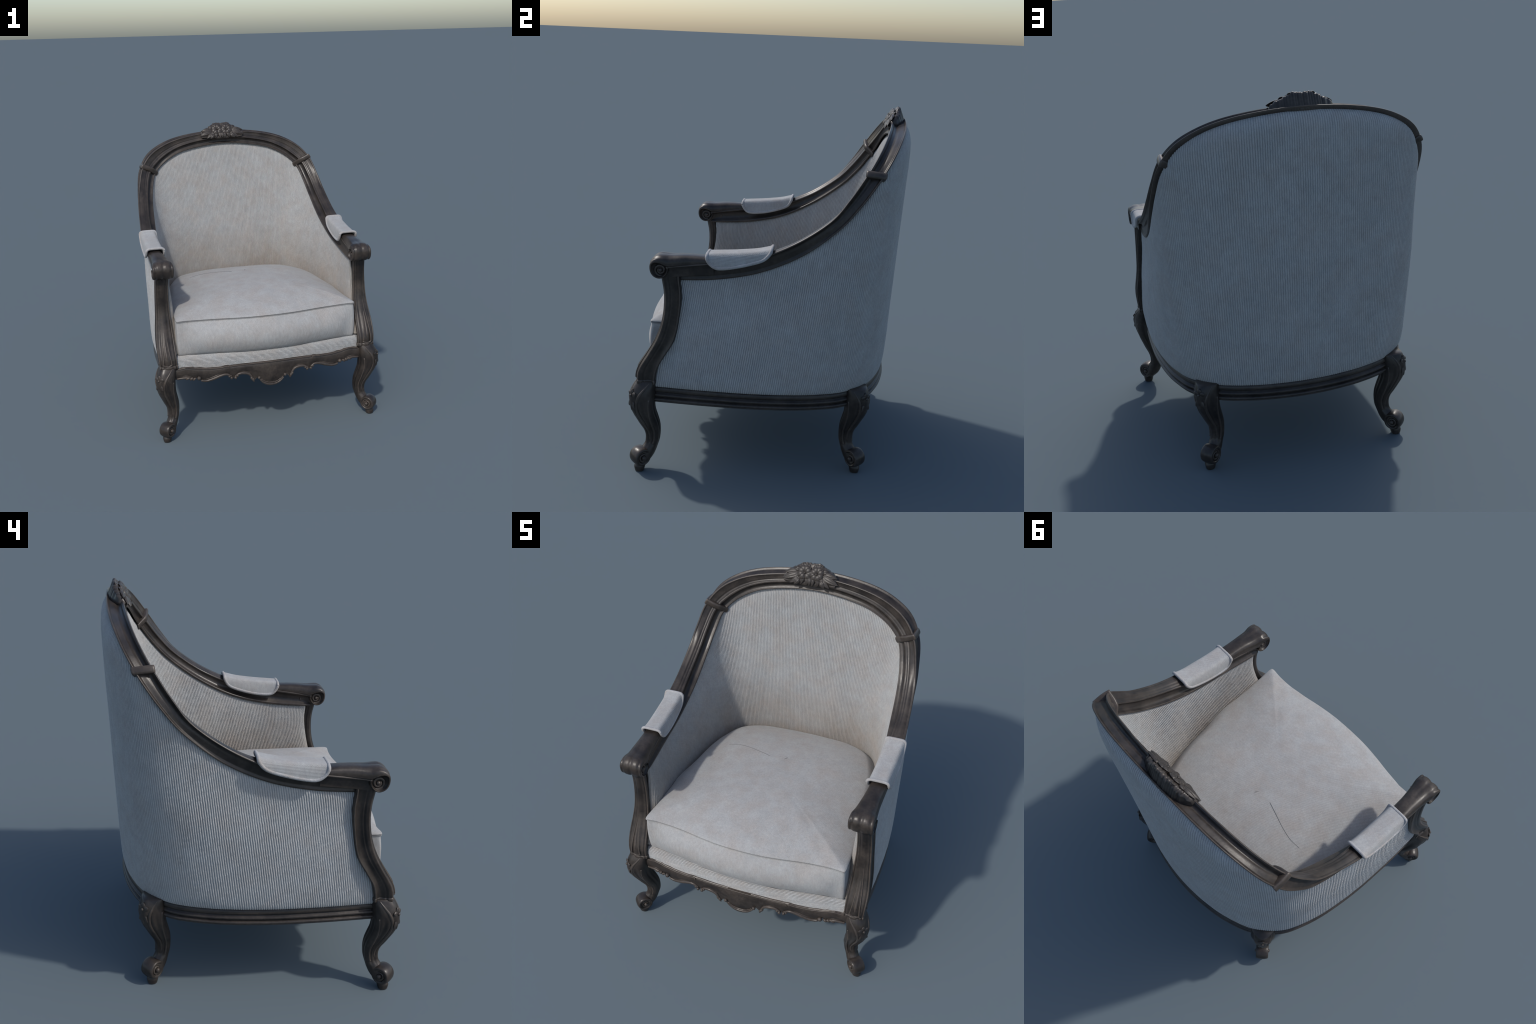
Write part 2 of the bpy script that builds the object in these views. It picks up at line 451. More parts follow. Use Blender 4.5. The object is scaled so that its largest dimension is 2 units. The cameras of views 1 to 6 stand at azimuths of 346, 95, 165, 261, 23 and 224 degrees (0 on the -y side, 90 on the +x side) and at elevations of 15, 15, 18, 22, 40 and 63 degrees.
# ------------------------------------------------------------------ front post
#  z      y front  y back   x out  x in
POST = [(1.165, -.540, -.440, .728, .652), (1.12, -.541, -.447, .731, .656), (1.045, -.527, -.438, .735, .660), (.975, -.524, -.438, .738, .661), (.90, -.531, -.446, .741, .660),
        (.83, -.548, -.456, .745, .656), (.766, -.573, -.474, .752, .652), (.70, -.608, -.512, .759, .649), (.64, -.643, -.546, .760, .647),
        (.60, -.662, -.560, .757, .646), (.565, -.669, -.567, .754, .645), (.525, -.668, -.571, .749, .644)]
post_t = lut(POST)
def post_section(z):
    yf, yb, xo, xi = (float(post_t(z, k)) for k in (1, 2, 3, 4))
    C = [np.array(p) for p in ((xi, yb), (xo, yb), (xo, yf), (xi, yf))]   # back-in, back-out, front-out, front-in
    c = sum(C) / 4; pts = []
    def side(P, Q, fn, n=22):
        t = (np.arange(n) + .5) / n
        e = (Q - P) / np.linalg.norm(Q - P); nn = np.array([e[1], -e[0]])
        if nn @ ((P + Q) / 2 - c) < 0: nn = -nn
        h = fn(t)
        for a, hh in zip(t, h): pts.append(P + (Q - P) * a + nn * hh)
    low = smooth01((.86 - z) / .25)
    rnd = lambda t, r=.09: -.010 * (np.clip(1 - t / r, 0, 1) ** 2 + np.clip(1 - (1 - t) / r, 0, 1) ** 2)
    def outer(t):      # back edge bead, long cove, front roll
        return rnd(t) - .009 * arc(t, .10, .60) + .003 * bump(t, .0, .12) - .004 * np.exp(-((t - .64) / .035) ** 2) + .005 * bump(t, .66, 1.02)
    def front(t):      # two flutes with a raised centre that swells lower down
        return rnd(t, .14) + .010 * arc(t, 0, 1) - (.003 + .001 * low) * (np.exp(-((t - .25) / .09) ** 2) + np.exp(-((t - .75) / .09) ** 2))
    side(C[0], C[1], lambda t: rnd(t))
    side(C[1], C[2], outer)
    side(C[2], C[3], front)
    side(C[3], C[0], lambda t: outer(1 - t))
    p = np.array(pts)
    return np.c_[p, np.full(len(p), z)]
def front_post(side):
    bb = Builder()
    Z = np.linspace(1.165, .525, 70)
    bb.grid(np.array([post_section(z) for z in Z]), cv=True, caps=True)
    o = add_object('arm_post', bb.mesh('arm_post', (side, 1, 1)), None, [WOOD])
    # ring moulding where the post meets the leg
    rb = Builder()
    q = []
    for z, s in ((.546, .96), (.545, 1.03), (.538, 1.06), (.530, 1.06), (.523, 1.03), (.521, .96)):
        S = post_section(.535); c = S.mean(0); S2 = (S - c) * [s, s, 1] + c; S2[:, 2] = z
        S2[:, 2] += -.018 * smooth01((S[:, 0] + .08 - (-S[:, 1]) - .0) * 0 + 0)
        q.append(S2)
    rb.grid(np.array(q), cv=True, caps=True)
    add_object('ring_moulding', rb.mesh('ring_moulding', (side, 1, 1)), o, [WOOD])
    # long teardrop panel on the front of the post
    tb = Builder()
    zz = np.linspace(.90, .562, 40)
    u = np.linspace(0, 1, 40)
    wdt = .006 + .022 * u ** 1.6
    for sg in (-1, 1):
        P = []
        for z, w_ in zip(zz, wdt):
            xc = .5 * (post_t(z, 3) + post_t(z, 4)); P.append((xc + .006 + sg * w_, post_t(z, 1) - .006, z))
        tb.tube(P, np.linspace(.0015, .0055, 40), 8)
    xc = .5 * (post_t(.56, 3) + post_t(.56, 4)) + .006
    P = [(xc + .0285 * math.cos(a), post_t(.56, 1) - .006, .562 + .014 * math.sin(a)) for a in np.linspace(PI, 2 * PI, 14)]
    tb.tube(P, .0062, 8)
    P = np.array([(.5 * (post_t(z, 3) + post_t(z, 4)) + .006, post_t(z, 1) - .004, z) for z in np.linspace(.84, .575, 24)])
    tb.tube(P, np.r_[np.linspace(.002, .011, 20), np.linspace(.011, .004, 4)], 10)
    add_object('teardrop_moulding', tb.mesh('teardrop_moulding', (side, 1, 1)), o, [WOOD])
for sd in (1, -1): front_post(sd)

# ------------------------------------------------------------------ cabriole legs
# z, outer extent, inner extent along x (the y extents are the same mirrored on the diagonal), across/diagonal ratio, squareness
LEG = [(.535, .754, .650, 1.0, 3.2), (.50, .775, .652, .98, 2.8), (.46, .788, .655, .95, 2.6), (.42, .790, .656, .95, 2.6), (.385, .784, .656, .96, 2.7), (.35, .773, .653, 1.0, 3.0),
       (.31, .756, .645, 1.0, 3.2), (.27, .739, .637, 1.0, 3.2), (.235, .722, .634, .98, 3.2), (.20, .713, .634, .96, 3.0), (.165, .713, .637, .92, 2.8), (.145, .718, .642, .86, 2.5),
       (.125, .730, .648, .80, 2.3), (.10, .740, .656, .80, 2.3), (.075, .748, .668, .80, 2.3), (.055, .754, .684, .85, 2.4), (.038, .760, .699, .92, 2.5), (.026, .764, .704, .97, 2.5), (.006, .761, .709, 1.0, 2.5), (0, .759, .712, 1, 2.5)]
leg_t = lut(LEG)
KSUM = .079                                     # y = KSUM - x on the leg's diagonal
def leg_section(z, n=112):
    xo, xi, ratio, sq = (float(leg_t(z, k)) for k in (1, 2, 3, 4))
    th = np.linspace(0, 2 * PI, n, endpoint=False)
    cx, cy = np.cos(th), np.sin(th)
    r = (np.abs(cx) ** sq + np.abs(cy) ** sq) ** (-1 / sq)
    # flutes on the two visible faces and the two hidden ones
    flut = smooth01((.47 - z) / .06) * smooth01((z - .10) / .08)
    for k in range(4):
        d = (th - k * PI / 2 + PI) % (2 * PI) - PI
        r = r * (1 - flut * (.085 * np.exp(-((d - .30) / .19) ** 2) + .085 * np.exp(-((d + .28) / .19) ** 2)))
    x, y = r * cx, r * cy
    d, c = (x - y) / math.sqrt(2), (x + y) / math.sqrt(2)          # diagonal outwards is (+x, -y)
    c = c * ratio
    x, y = (d + c) / math.sqrt(2), (c - d) / math.sqrt(2)
    s = (xo - xi) / (x.max() - x.min())
    x = x * s; y = y * s
    x += xo - x.max(); y += (KSUM - xo) - y.min()
    return np.c_[x, y, np.full(n, z)]

def leg_point(z, th):
    """surface point of the leg at height z, angle th (-45 deg is the diagonal outwards)"""
    S = leg_section(z); n = len(S)
    f = (th % (2 * PI)) / (2 * PI) * n
    i = int(f) % n; t = f - int(f)
    return S[i] * (1 - t) + S[(i + 1) % n] * t

def cabriole(bb, ztop):
    Z = np.r_[np.linspace(ztop, .18, 60), np.linspace(.176, .0, 40)]
    bb.grid(np.array([leg_section(z) for z in Z]), cv=True, caps=True)

def leg_ornament(ztop=.54):
    """edge beads that run from the knee down to the volutes, volute bosses and the flower on the knee"""
    bb = Builder()
    for sg in (1, -1):
        # angle measured from the outward diagonal
        path = [(.528, 74), (.505, 62), (.47, 44), (.43, 32), (.39, 26), (.34, 24), (.28, 26), (.23, 28), (.19, 30), (.165, 31)]
        D = catmull(np.array(path), 7); D = D[D[:, 0] < ztop]
        P = np.array([leg_point(z, -PI / 4 + sg * math.radians(a)) for z, a in D])
        cc = np.array([leg_section(z)[:, :2].mean(0) for z, a in D]); dv = P[:, :2] - cc; P[:, :2] -= unit(dv) * .0035
        bb.tube(P, np.interp(np.linspace(0, 1, len(P)), [0, .25, .9, 1], [.004, .0095, .0075, .003]), 10)
        path = [(.44, 86), (.36, 80), (.28, 74), (.20, 72), (.15, 70)]
        D = catmull(np.array(path), 8)
        P = np.array([leg_point(z, -PI / 4 + sg * math.radians(a)) for z, a in D]); P[:, :2] += (np.array([.705, -.626]) - P[:, :2]) * .06
        bb.tube(P, .006, 8)
        # volute on the flank of the foot
        c0 = np.array([.727, -.653, .081]); dc = np.array([1, 1, 0]) / math.sqrt(2); dd = np.array([1, -1, 0]) / math.sqrt(2)
        ce = c0 + sg * dc * .030
        bb.ball(ce + sg * dc * .005, .0125, 10)
        th = np.linspace(0, 3.4 * PI, 70)
        rr = .024 * (1 - th / th[-1]) + .0135
        q = [ce + dd * (r * math.cos(t - 1.2)) + np.array([0, 0, 1]) * (r * math.sin(t - 1.2)) - sg * dc * (.0012 + .10 * (r - .0135)) for r, t in zip(rr, th)]
        bb.tube(q, np.linspace(.0072, .0048, len(th)), 8)
    return bb

def foot_scroll():
    """the rolled toe: a barrel lying across the leg's diagonal, with dished flanks"""
    c0 = np.array([.727, -.653, .081]); dc = np.array([1, 1, 0]) / math.sqrt(2); dd = np.array([1, -1, 0]) / math.sqrt(2)
    ph = np.linspace(0, 2 * PI, 48, endpoint=False)
    prof = [(-.026, .001), (-.027, .028), (-.034, .033), (-.0385, .040), (-.036, .0465), (-.026, .0505), (-.012, .0525), (0, .0528),
            (.012, .0525), (.026, .0505), (.036, .0465), (.0385, .040), (.034, .033), (.027, .028), (.026, .001)]
    prof = catmull(np.array(prof), 4)
    g = []
    for a in ph:
        k = 1 + .05 * math.cos(a - .9)                         # a little fuller at the upper front
        e = dd * math.cos(a) + np.array([0, 0, 1]) * math.sin(a)
        g.append([c0 + dc * t + e * r * k for t, r in prof])
    bb = Builder(); bb.grid(np.array(g), cu=True)
    return bb

def knee_flower():
    bb = Builder()
    dd = np.array([1, -1, 0]) / math.sqrt(2); dc = np.array([1, 1, 0]) / math.sqrt(2); up = np.array([0, 0, 1.])
    def surf(u, z):
        th = -PI / 4 + u
        return leg_point(z, th)
    def petal(u, z, ang, ln, wd, hgt):
        A = np.linspace(0, PI, 9); Bq = np.linspace(-PI / 2, PI / 2, 9)
        base = surf(u / .07, z)
        n = unit(dd + dc * math.sin(u / .07) * .8)
        cdir = unit(np.cross(up, n)); 
        e1 = cdir * math.cos(ang) + up * math.sin(ang); e2 = np.cross(n, e1)
        T, Q = np.meshgrid(np.linspace(0, 1, 10), np.linspace(-1, 1, 9), indexing='ij')
        wq = wd * np.sin(PI * np.clip(T * .92 + .06, 0, 1)) ** .7
        G = base + e1 * (T * ln)[..., None] + e2 * (Q * wq)[..., None] + n * ((.62 * hgt * np.sqrt(np.clip(1 - Q * Q, 0, 1)) * np.sin(PI * np.clip(T * .9 + .1, 0, 1)) ** .5 - .0085))[..., None]
        bb.grid(G)
    z0 = .462
    for k in range(5): petal(0, z0, PI / 2 + k * 2 * PI / 5, .036, .0145, .013)
    for a, l in ((-PI / 2, .070), (-PI / 2 - .5, .058), (-PI / 2 + .5, .058)): petal(0, z0 - .020, a, l, .012, .011)
    petal(.006, z0 - .004, -.9, .036, .008, .008); petal(-.006, z0 - .004, PI + .9, .036, .008, .008)
    bb.ball(surf(0, z0) + dd * .001, .008, 8)
    return bb

front_b = Builder(); cabriole(front_b, .535)
rear_b = Builder(); cabriole(rear_b, .508)
orn_b = leg_ornament(); orn_r = leg_ornament(.503); flo_b = knee_flower(); toe_b = foot_scroll()
REAR_DX, REAR_DY = -.192, .125
for kind in ('front_leg', 'rear_leg'):
    for sx in (1, -1):
        def place(bld, nm):
            V = np.vstack(bld.V).copy()
            if kind == 'rear_leg':
                V[:, 0] += REAR_DX; V[:, 1] = -V[:, 1] - REAR_DY; fl = -1
            else: fl = 1
            V[:, 0] *= sx; fl *= sx
            me = make_mesh(nm, V, bld.F if fl > 0 else [f[::-1] for f in bld.F]); fix_normals(me); return me
        o = add_object(kind, place(front_b if kind == 'front_leg' else rear_b, kind), None, [WOOD])
        a = add_object('leg_moulding', place(orn_b if kind == 'front_leg' else orn_r, 'leg_moulding'), o, [WOOD])
        add_object('foot_scroll', place(toe_b, 'foot_scroll'), o, [WOOD])
        f = add_object('carved_flower', place(flo_b, 'carved_flower'), o, [CARVED]); f['kind'] = 'stuff'

# ------------------------------------------------------------------ base rail (sides and back)
PLAN = [(.718, -.585), (.722, -.45), (.724, -.30), (.718, -.07), (.692, .15), (.652, .31), (.592, .44), (.47, .558), (.31, .624), (.15, .656), (0, .666)]
half = np.array(PLAN)
plan_full = np.vstack([half, (half[:-1] * [-1, 1])[::-1]])
plan = resample(catmull(plan_full, 16), 260)
tg = unit(np.gradient(plan, axis=0)); pn = np.stack([tg[:, 1], -tg[:, 0]], 1)
if pn[0] @ np.array([1, 0]) < 0: pn = -pn
SEC = catmull(np.array([(-.060, .503), (-.028, .501), (-.008, .494), (-.001, .478), (-.004, .468), (-.010, .463), (-.004, .457), (.002, .452), (.002, .445),
                        (-.003, .440), (-.009, .437), (-.003, .433), (.005, .428), (.006, .421), (.001, .416), (-.006, .413), (-.004, .409), (-.010, .405), (-.030, .405), (-.055, .406)]), 3)
G = np.array([[(*(p + n * (o)), z) for o, z in SEC] for p, n in zip(plan, pn)])
b = Builder(); b.grid(G, cv=True, caps=True)
add_object('base_rail', b.mesh('base_rail'), None, [WOOD])
# hidden bottom cloth
bot = plan - pn * .03
V = np.c_[np.vstack([bot, [(bot[-1, 0], -.60)], [(bot[0, 0], -.60)]]), np.full(len(bot) + 2, .432)]
me = make_mesh('bottom_cloth', V, [tuple(range(len(V)))]); add_object('bottom_cloth', me, None, [SEAM])

# ------------------------------------------------------------------ front apron
TOPZ = lin([(-.655, .512), (-.62, .515), (-.585, .522), (-.55, .519), (-.51, .510), (-.43, .502), (-.35, .503), (-.31, .508), (-.29, .506), (-.2, .508), (0, .510),
            (.2, .508), (.29, .506), (.31, .508), (.35, .503), (.43, .502), (.51, .510), (.55, .519), (.585, .522), (.62, .515), (.655, .512)])
LOWH = [(0, .340), (.022, .341), (.044, .348), (.064, .360), (.080, .378), (.092, .396), (.100, .404), (.108, .398), (.118, .388), (.128, .376), (.136, .390), (.143, .410), (.155, .428), (.175, .439), (.205, .444),
        (.230, .441), (.246, .432), (.256, .420), (.268, .416), (.281, .420), (.290, .436), (.315, .447), (.35, .441), (.39, .426), (.43, .413), (.46, .409), (.485, .416), (.496, .436),
        (.512, .442), (.524, .434), (.535, .425), (.548, .432), (.57, .441), (.60, .443), (.655, .437)]
LOWZ = lin([(-x, z) for x, z in LOWH] + LOWH[1:])
apron_y = lambda x: -.703 + .052 * (np.abs(x) / .65) ** 1.7
X = np.linspace(-.655, .655, 525)
rows = np.linspace(0, 1, 9)
g = []
for x in X:
    lo, hi = float(LOWZ(x)), float(TOPZ(x))
    y = apron_y(x)
    bow = .012
    fr = [(x, y + .006 - bow * math.sin(PI * min(1, r * 1.0)) * .6 - .004 * (r < .999), lo + (hi - lo) * r) for r in rows]
    bk = [(x, y + .036, hi), (x, y + .036, lo)]
    g.append([(x, y + .014, lo)] + fr + [(x, y + .012, hi + .002)] + bk)
b = Builder(); b.grid(np.array(g), cv=True, caps=True)
apron = add_object('front_apron', b.mesh('front_apron'), None, [WOOD])
sharp(apron.data, 50)
# scroll bead that follows the lower edge, in separate C scrolls
tb = Builder()
def edge_path(x0, x1, n, lift=.0):
    xs = np.linspace(x0, x1, n)
    return np.array([(x, apron_y(x) - .003, float(LOWZ(x)) + .004 + lift) for x in xs])
def taper(n, r0, r1, r2):
    return np.r_[np.linspace(r0, r1, n // 2), np.linspace(r1, r2, n - n // 2)]
P = edge_path(-.090, .090, 60); P = catmull(P[::4], 4); tb.tube(P, taper(len(P), .006, .0095, .006), 10)
P = edge_path(-.075, .075, 40, .013); tb.tube(P, taper(40, .003, .005, .003), 8)
for s in (1, -1):
    for x0, x1, r in ((.130, .256, .0085), (.282, .486, .0088), (.520, .645, .0075)):
        P = edge_path(s * x0, s * x1, 40); P[:, 2] = np.convolve(np.r_[[P[0, 2]] * 3, P[:, 2], [P[-1, 2]] * 3], np.ones(7) / 7, 'valid')
        tb.tube(P, taper(40, r * .85, r * 1.2, r * .85), 10)
        P2 = P[6:-6] + [0, .003, .013]; tb.tube(P2, taper(len(P2), .0025, .0048, .0025), 8)
    for x, z, r in ((.092, .402, .011), (.254, .420, .0105), (.281, .421, .0105), (.500, .438, .0145), (.240, .432, .008), (.296, .433, .008)):
        tb.ball((s * x, apron_y(x) - .006, z), r, 10)
    # small leaf tips
    for x, z, dx, dz in ((.140, .402, -.014, -.030), (.150, .412, -.014, -.026), (.525, .440, .016, -.016), (.540, .444, .022, -.016), (.560, .447, .03, -.012)):
        n = 12; t = np.linspace(0, 1, n)
        P = np.stack([s * (x + dx * t), apron_y(x) - .005 + 0 * t, z + dz * t ** 1.4], 1)
        tb.tube(P, .008 * np.sin(PI * np.clip(t * .85 + .15, 0, 1)) ** .8 + .0008, 8)
    # small leaf carved on the upper edge
    for k in (-1, 0, 1):
        P = [(s * (.297 + k * .006 * t), apron_y(.297) - .004, .507 - .022 * t) for t in np.linspace(0, 1, 6)]
        tb.tube(P, np.linspace(.003, .0012, 6), 6)
    P = [(s * x, apron_y(x) - .002, float(TOPZ(x)) - .004) for x in np.linspace(.30, .64, 50)]
    tb.tube(P, .004, 8)
P = [(x, apron_y(x) - .001, float(TOPZ(x)) - .003) for x in np.linspace(-.29, .29, 50)]; tb.tube(P, .003, 8)
add_object('scroll_trim', tb.mesh('scroll_trim'), apron, [WOOD])

# ------------------------------------------------------------------ outer upholstery (ribbed, follows the U of the frame)
def ribbed_sheet(name, top, low, outward, zprofile, pitch, depth, sub, rows, flip_mask=None, lean=0, seed=1, shift=None):
    """vertical ribs between a lower and an upper border curve (same number of points)"""
    L = np.linalg.norm(np.diff(low, axis=0), axis=1).sum()
    nr = int(round(L / pitch))
    n = nr * sub + 1
    lo = resample(low, n); tp = np.stack([np.interp(np.linspace(0, 1, n), np.linspace(0, 1, len(top)), top[:, k]) for k in range(3)], 1)
    on = unit(np.stack([np.interp(np.linspace(0, 1, n), np.linspace(0, 1, len(outward)), outward[:, k]) for k in range(2)] + [np.zeros(n)], 1))
    v = np.linspace(0, 1, rows)
    ph = np.arange(n) % sub
    rib = np.abs(np.sin(PI * np.arange(n) / sub)) ** .9                # 0 in the grooves
    base = lo[:, None, :] * (1 - v)[None, :, None] + tp[:, None, :] * v[None, :, None]
    pr = zprofile(np.linspace(0, 1, n)[:, None], v[None, :])
    nz = noise3(base.reshape(-1, 3) * [70, 70, 55], seed).reshape(n, rows)
    nz2 = noise3(base.reshape(-1, 3) * [16, 16, 14], seed + 5).reshape(n, rows)
    base = base + on[:, None, :] * (pr + depth * (rib[:, None] - .5) * (1 + .45 * nz2) + .0007 * nz)[..., None]
    tan = np.stack([-on[:, 1], on[:, 0], on[:, 2]], 1)
    nz3 = noise3(base.reshape(-1, 3) * [150, 150, 230], seed + 9).reshape(n, rows)
    base = base + tan[:, None, :] * (.0011 * nz + .0016 * nz2 + .0011 * nz3)[..., None] + on[:, None, :] * (.0009 * nz3 * (rib[:, None] - .3))[..., None]
    if shift is not None: base = shift(base, np.linspace(0, 1, n))
    F = grid_faces(n, rows)
    col = F[:, 0] // rows
    k = col % sub
    mi = ((k == 0) | (k == sub - 1)).astype(int)
    return base.reshape(-1, 3), F, mi, n, rows

def u_match(curve3, planlow, n):
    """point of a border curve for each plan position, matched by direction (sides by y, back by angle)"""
    def key(p):
        x, y = p[:, 0], p[:, 1]
        d = np.linalg.norm(np.diff(p[:, :2], axis=0), axis=1); s = np.r_[0, np.cumsum(d)]
        return s / s[-1]
    ks = key(curve3); kl = key(planlow)
    return np.stack([np.interp(kl, ks, curve3[:, i]) for i in range(3)], 1)

ob_curve = RAILS[:, 0, :] * .80 + RAILS[:, 1, :] * .10 + RAILS[:, 3, :] * .10      # tucked in behind the lower bead
keep = slice(2, len(ob_curve) - 2)
ob_dense = resample(ob_curve[keep], 600)
low = resample(np.c_[plan - pn * .006, np.full(len(plan), .496)], 600)
top = u_match(ob_dense, low, 600)
tgl = unit(np.gradient(low[:, :2], axis=0)); outw = np.stack([tgl[:, 1], -tgl[:, 0]], 1)
if outw[0, 0] < 0: outw = -outw
def outer_profile(u, v):
    e = 1 - np.abs(2 * v - 1) ** 12
    topcurl = np.clip(1 - (1 - v) / .05, 0, 1) ** 1.6
    side = np.abs(2 * u - 1)
    flank = smooth01((side - .22) / .2)                       # the back leans out towards the top, the sides do not
    amt = (.012 + .040 * v) * (1 - flank) + (.022 - .015 * smooth01((v - .45) / .4)) * flank
    return amt * np.sqrt(np.clip(e, 0, 1)) - .012 * topcurl
V, F, mi, n, rows = ribbed_sheet('outer', top, low, outw, outer_profile, 0.0113, .0036, 6, 170, seed=3)
Z = V[:, 2]; ok = V[:, 1] > post_t(np.clip(Z, .525, 1.165), 2) - .022
okf = ok[F].all(1)
F, mi = F[okf], mi[okf]
me = make_mesh('outer_upholstery', V, F, True, mi)
add_object('outer_upholstery', me, None, [RIB, GROOVE]); fix_normals(me)

# ------------------------------------------------------------------ inner upholstery
ib_dense = resample(RAILS[2:-2, 3, :], 600)
INPLAN = [(.668, -.500), (.655, -.512), (.636, -.510), (.622, -.490), (.612, -.44), (.606, -.30), (.600, -.18), (.585, -.04), (.558, .14), (.520, .285), (.452, .425), (.32, .490), (.15, .506), (0, .510)]
ih = np.array(INPLAN)
ifull = np.vstack([ih, (ih[:-1] * [-1, 1])[::-1]])
ilow = resample(np.c_[catmull(ifull, 14), np.full(14 * (len(ifull) - 1) + 1, .60)], 700)
TOPIN = np.vstack([[(.664, -.500, 1.120)], [(.655, -.506, 1.118)], [(.640, -.500, 1.117)]])
itop_c = np.vstack([TOPIN, ib_dense[(ib_dense[:, 1] > -.48)], (TOPIN * MX)[::-1]])
itop_c = resample(itop_c, 700)
itop = u_match(itop_c, ilow, 700)
# pull the upper border slightly into the rail so no gap shows
tgi = unit(np.gradient(ilow[:, :2], axis=0)); inw = np.stack([-tgi[:, 1], tgi[:, 0]], 1)
if inw[350, 1] > 0: inw = -inw
itop[:, :2] -= inw * .008; itop[:, 2] += .004
def inner_profile(u, v):
    side = np.abs(2 * u - 1)
    back = 1 - smooth01((side - .25) / .35)
    # the back is a bit hollow low down and full higher up
    return .020 * np.sin(PI * np.clip(v, 0, 1)) * back - .012 * np.clip(1 - (1 - v) / .04, 0, 1) ** 2 + .014 * (1 - back) * np.sin(PI * v)
def inner_shift(base, u):
    y0 = base[..., 1]; z = np.clip(base[..., 2], .525, 1.165)
    mid = post_t(z, 1) * .45 + post_t(z, 2) * .55
    w = smooth01(1 - (y0 + .50) / .40)
    base = base.copy(); base[..., 1] = y0 + (mid + .505) * w
    return base
V, F, mi, n, rows = ribbed_sheet('inner', itop, ilow, inw, inner_profile, .0092, .0029, 6, 120, seed=11, shift=inner_shift)
me = make_mesh('inner_upholstery', V, F, True, mi)
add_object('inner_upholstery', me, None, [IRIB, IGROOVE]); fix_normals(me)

# ------------------------------------------------------------------ ribbed seat rail cloth above the apron
PR = np.array([(.006, .488), (-.004, .505), (-.008, .53), (-.008, .555), (-.003, .572), (.008, .582), (.025, .586), (.06, .587), (.14, .587)])
prof = resample(catmull(PR, 12), 6 * 28 + 1)
tp = unit(np.gradient(prof, axis=0)); nr = np.stack([-tp[:, 1], tp[:, 0]], 1)
ribm = np.abs(np.sin(PI * np.arange(len(prof)) / 6)) ** .7
X = np.linspace(-.652, .652, 360)
g = np.zeros((len(X), len(prof), 3))
for i, x in enumerate(X):
    wob = noise3(np.stack([np.full(len(prof), x * 60), np.arange(len(prof)) * .7, np.zeros(len(prof))], 1), 21)
    end = .006 * np.clip((abs(x) - .635) / .017, 0, 1) ** 2
    q = prof + nr * (.0044 * (ribm - .5) * (1 + .5 * wob) + .0005 * wob)[:, None]
    g[i, :, 0] = x; g[i, :, 1] = apron_y(x) + .018 + q[:, 0] + end * 2; g[i, :, 2] = q[:, 1] - .006 * (1 - (x / .65) ** 2) * 0
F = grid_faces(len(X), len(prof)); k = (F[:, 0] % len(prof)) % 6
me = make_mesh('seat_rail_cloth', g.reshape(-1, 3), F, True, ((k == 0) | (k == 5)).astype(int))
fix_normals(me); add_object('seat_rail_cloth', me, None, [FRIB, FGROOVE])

# ------------------------------------------------------------------ seat cushion
CP = [(0, -.668), (.13, -.664), (.25, -.649), (.36, -.630), (.46, -.619), (.55, -.618), (.616, -.624), (.629, -.610), (.628, -.56), (.622, -.44), (.618, -.30), (.620, -.17), (.608, -.03), (.584, .15), (.545, .305), (.475, .445), (.335, .517), (.155, .536), (0, .541)]
cp = np.array(CP); cfull = np.vstack([cp, (cp[1:-1] * [-1, 1])[::-1]])
cout = resample(np.vstack([catmull(cfull, 12, True), catmull(cfull, 12, True)[:1]]), 401)[:-1]
NC = len(cout)
cen = np.array([0, -.10])
fr = smooth01((-cout[:, 1] - .45) / .15)                        # 1 along the front
cornerness = np.exp(-(((np.abs(cout[:, 0]) - .62) / .10) ** 2 + ((cout[:, 1] + .62) / .10) ** 2))
dirn = unit(np.stack([cout[:, 0] * .25, cout[:, 1] + .1], 1))
rowsG = []
SEAMZ = .828 + .006 * cornerness - .05 * smooth01((cout[:, 1] + .25) / .3)
def ring(scale, out, z):
    p = cen + (cout - cen) * scale + dirn * (out * fr)[:, None]
    return np.c_[p, np.broadcast_to(z, (NC,))]
rowsG.append(ring(.2, 0, .575)); rowsG.append(ring(.8, 0, .573)); rowsG.append(ring(.955, 0, .573))
for t in np.linspace(0, 1, 26):                                  # upright border, bellying forward at the front
    o = .064 * np.sin(PI * np.clip(t * .92 + .06, 0, 1)) ** .8 * (1 - cornerness * .8)
    ins = -.016 * np.clip(1 - t / .12, 0, 1) ** 2
    rowsG.append(ring(.992, o - .006 * (1 - t) + ins, .580 + (SEAMZ - .012 - .580) * t))
sm = 0.002
rowsG.append(ring(.994, sm, SEAMZ - .007)); rowsG.append(ring(.997, sm + .003, SEAMZ - .004)); 
rowsG.append(ring(.985, -.004, SEAMZ - .001))
rowsG.append(ring(.997, sm + .003, SEAMZ + .002)); rowsG.append(ring(.994, sm + .003, SEAMZ + .006))
H = .112
for q in np.r_[np.linspace(.985, .70, 30), np.linspace(.68, .02, 26)]:
    p = cen + (cout - cen) * q
    rise = (1 - q ** 2.8) ** .90
    sidef = 1 - .25 * cornerness * q ** 2
    z = .828 + .006 * cornerness * q ** 4 + .006 + H * rise * sidef
    z = z + .004 * noise3(np.c_[p * 9, np.zeros(NC)], 5) * (1 - q) ** .5
    # slightly lower towards the back where it tucks under the back rest
    z = z - .022 * smooth01((p[:, 1] - .05) / .45) - .05 * smooth01((p[:, 1] + .25) / .3) * np.clip((q - .9) / .1, 0, 1) ** 1.5
    rowsG.append(np.c_[p, z])
G = np.array(rowsG)
b = Builder(); b.grid(G, cv=True, caps=True)
me = b.mesh('seat_cushion'); cushion = add_object('seat_cushion', me, None, [CUSH])
